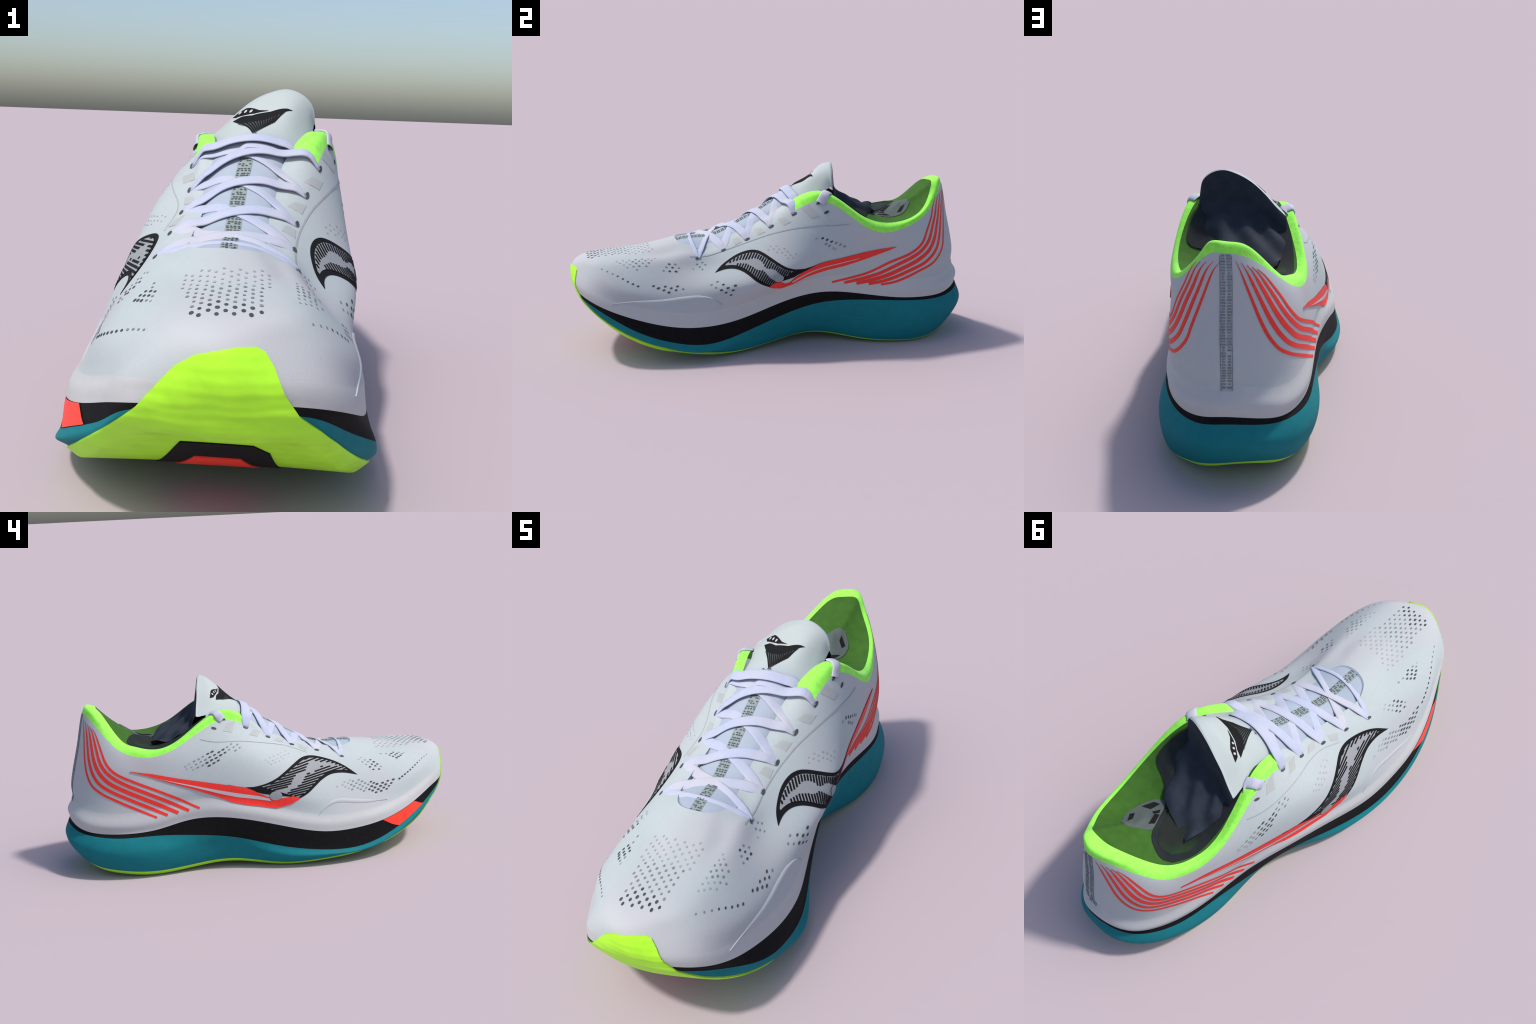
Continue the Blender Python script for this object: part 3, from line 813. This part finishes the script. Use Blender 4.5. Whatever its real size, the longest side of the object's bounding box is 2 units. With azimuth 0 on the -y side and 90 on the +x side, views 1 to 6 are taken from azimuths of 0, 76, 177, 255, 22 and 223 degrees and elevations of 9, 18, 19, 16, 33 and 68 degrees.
def lace(a, b, lift, width=.042, bow=0.0, thick=.0075, cut=(0, 1), tuck=0.0):
    n = 44
    t_ = np.linspace(cut[0], cut[1], n)
    a, b = np.array(a), np.array(b)
    xy = a + (b - a) * t_[:, None]
    xy[:, 1] += bow * np.sin(math.pi * t_)
    c = []
    for p in xy:
        h = OVER.ray_cast(Vector((p[0], p[1], 3)), Vector((0, 0, -1)))
        c.append((p[0], p[1], h[0].z if h[0] else .5))
    c = np.array(c)
    z_ = c[:, 2].copy()
    for _ in range(4):                       # the lace bridges hollows
        z_[1:-1] = np.maximum(z_[1:-1], (z_[:-2] + z_[2:]) / 2)
    for _ in range(5):
        z_[1:-1] = z_[1:-1] * .5 + (z_[:-2] + z_[2:]) * .25
    e_ = np.minimum(1, np.minimum((t_ - cut[0]) / .10 + (cut[0] > 0), (cut[1] - t_) / .10 + (cut[1] < 1)))
    c[:, 2] = z_ + lift * np.clip(e_, 0, 1) - .004 - tuck * np.clip((t_ - .82) / .18, 0, 1) ** 1.5
    d = np.gradient(c, axis=0)
    d /= np.linalg.norm(d, axis=1, keepdims=True)
    # the flat of the lace follows the throat: it tilts with the slope towards the tongue tip
    along = np.array([0, 1, .42])
    s_ = along - d * (d @ along)[:, None]
    s_ /= np.linalg.norm(s_, axis=1, keepdims=True)
    nn = np.cross(d, s_)
    nn *= np.sign(nn[:, 2:3])
    ring_ = [(math.cos(x), math.sin(x)) for x in np.arange(12) * math.pi / 6]
    w = width * .5 * np.interp(t_, [0, .12, .88, 1], [.72, 1, 1, .72])
    sq = lambda v_: math.copysign(abs(v_) ** .7, v_)
    v = np.array([[c[i] + s_[i] * w[i] * sq(x) + nn[i] * thick * .5 * sq(y) for x, y in ring_] for i in range(n)])
    f = [(i * 12 + k, i * 12 + (k + 1) % 12, (i + 1) * 12 + (k + 1) % 12, (i + 1) * 12 + k) for i in range(n - 1) for k in range(12)]
    f += [tuple(range(12))[::-1], tuple((n - 1) * 12 + k for k in range(12))]
    return add("lace", v.reshape(-1, 3), f, LACE)


for i in range(4):
    lace(POS[i], NEG[i + 1], .003)
for i in range(4):
    lace(NEG[i], POS[i + 1], (.006, .008, .011, .017)[i])
lace(NEG[0], POS[0], .002, .030, -.030)
lace(NEG[4], (.205, .085), .020, .046, -.030, tuck=.055)
lace(POS[4], (.000, .050), .012, .042, -.010, tuck=.035)
lace_ovals = Soup()  # flat dark ovals laid on the surface in place of lace openings
for group, sx in ((EYELETS_NEG, -1), (EYELETS_POS, 1)):
    for p in group:
        c, n = SNAP(p)
        t_ = np.array([0, 1, .45]) - n * (n @ np.array([0, 1, .45]))
        t_ /= np.linalg.norm(t_)
        s_ = np.cross(n, t_)
        c = c + s_ * (-.004 if (s_[2] > 0) else .004)
        lace_ovals.add([c + n * .0018] + [c + n * .0016 + t_ * .0135 * math.cos(x) + s_ * .0062 * math.sin(x) for x in np.arange(12) * math.pi / 6], [n] * 13, [(0, 1 + i, 1 + (i + 1) % 12) for i in range(12)])
lace_ovals.build("eyelet_oval", MARK_DARK)
for path, cast in (([(-.105, .212, .722), (-.098, .235, .750), (-.070, .262, .770), (-.035, .282, .748)], SNAP), ([(.283, .176, .738), (.276, .200, .772), (.250, .225, .795), (.222, .245, .790)], SNAP)):
    c = open_spline(path, 20)
    d = np.gradient(c, axis=0)
    d /= np.linalg.norm(d, axis=1, keepdims=True)
    hit = [cast(tuple(q)) for q in c]
    nn = np.array([b for _, b in hit])
    c = np.array([a for a, _ in hit]) + nn * .003
    s_ = np.cross(nn, d)
    s_ /= np.linalg.norm(s_, axis=1, keepdims=True)
    v = np.array([[c[i] + s_[i] * .022 * math.cos(x) + nn[i] * .006 * math.sin(x) for x in np.arange(10) * math.pi / 5] for i in range(20)])
    add("lace_loop", v.reshape(-1, 3), [(i * 10 + k, i * 10 + (k + 1) % 10, (i + 1) * 10 + (k + 1) % 10, (i + 1) * 10 + k) for i in range(19) for k in range(10)], LACE)

# ------------------------------------------------------------------ inside: dark vamp lining, insole, lime patch and a printed label
close = lambda pts, n: [tuple(p) for p in open_spline(pts + pts[:1], n)[:-1]]
sheet = Soup()
fill(sheet, close([(-.070, .645), (-.030, .668), (.020, .658), (.060, .634), (.100, .560), (.130, .490), (.200, .440), (.278, .400), (.265, .300), (.20, .21), (-.04, .21), (-.085, .31), (-.103, .40), (-.106, .50), (-.098, .58)], 70), INSIDE, .005, .012)
sheet.build("vamp_lining", LINING_DARK)
sheet = Soup()
fill(sheet, close([(-.040, .630), (.015, .640), (.060, .600), (.085, .530), (.100, .460), (.060, .420), (-.020, .430), (-.065, .490), (-.075, .570)], 50), INSIDE, .008, .012)
sheet.build("insole", INSOLE_BLACK)
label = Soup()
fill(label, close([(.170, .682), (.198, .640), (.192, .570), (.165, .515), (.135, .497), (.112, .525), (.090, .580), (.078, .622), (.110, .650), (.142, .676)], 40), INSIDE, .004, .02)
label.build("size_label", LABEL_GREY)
marks = Soup()
for q in ([(.160, .660), (.186, .632), (.176, .615), (.157, .640)], [(.182, .575), (.163, .528), (.140, .518), (.150, .560)], [(.102, .612), (.122, .562), (.107, .552), (.090, .592)], [(.137, .562), (.122, .532), (.114, .547), (.127, .567)]):
    fill(marks, q, INSIDE, .0055, .02)
marks.build("label_print", PRINT_BLACK)

# ------------------------------------------------------------------ faint mark of raised, lighter strokes moulded into the foam
mould = Soup()
for k in range(9):
    y = .285 + .022 * k + rng.normal(0, .002)
    for z_, h in ((.205, .030), (.160, .012)):
        if rng.random() < .75:
            z0 = z_ + rng.normal(0, .006)
            ribbon(mould, [(y, z0 - h * .5), (y + rng.normal(0, .006), z0), (y + rng.normal(0, .005), z0 + h * .5)], .007, RIGHT, 0, .008, (.3, .3), .0020)
ribbon(mould, [(.270, .150), (.330, .143), (.400, .140), (.480, .139)], .006, RIGHT, 0, .012, (.3, .3), .0018)
mould.build("midsole_mark", TEAL_LIGHT, None, "stuff")
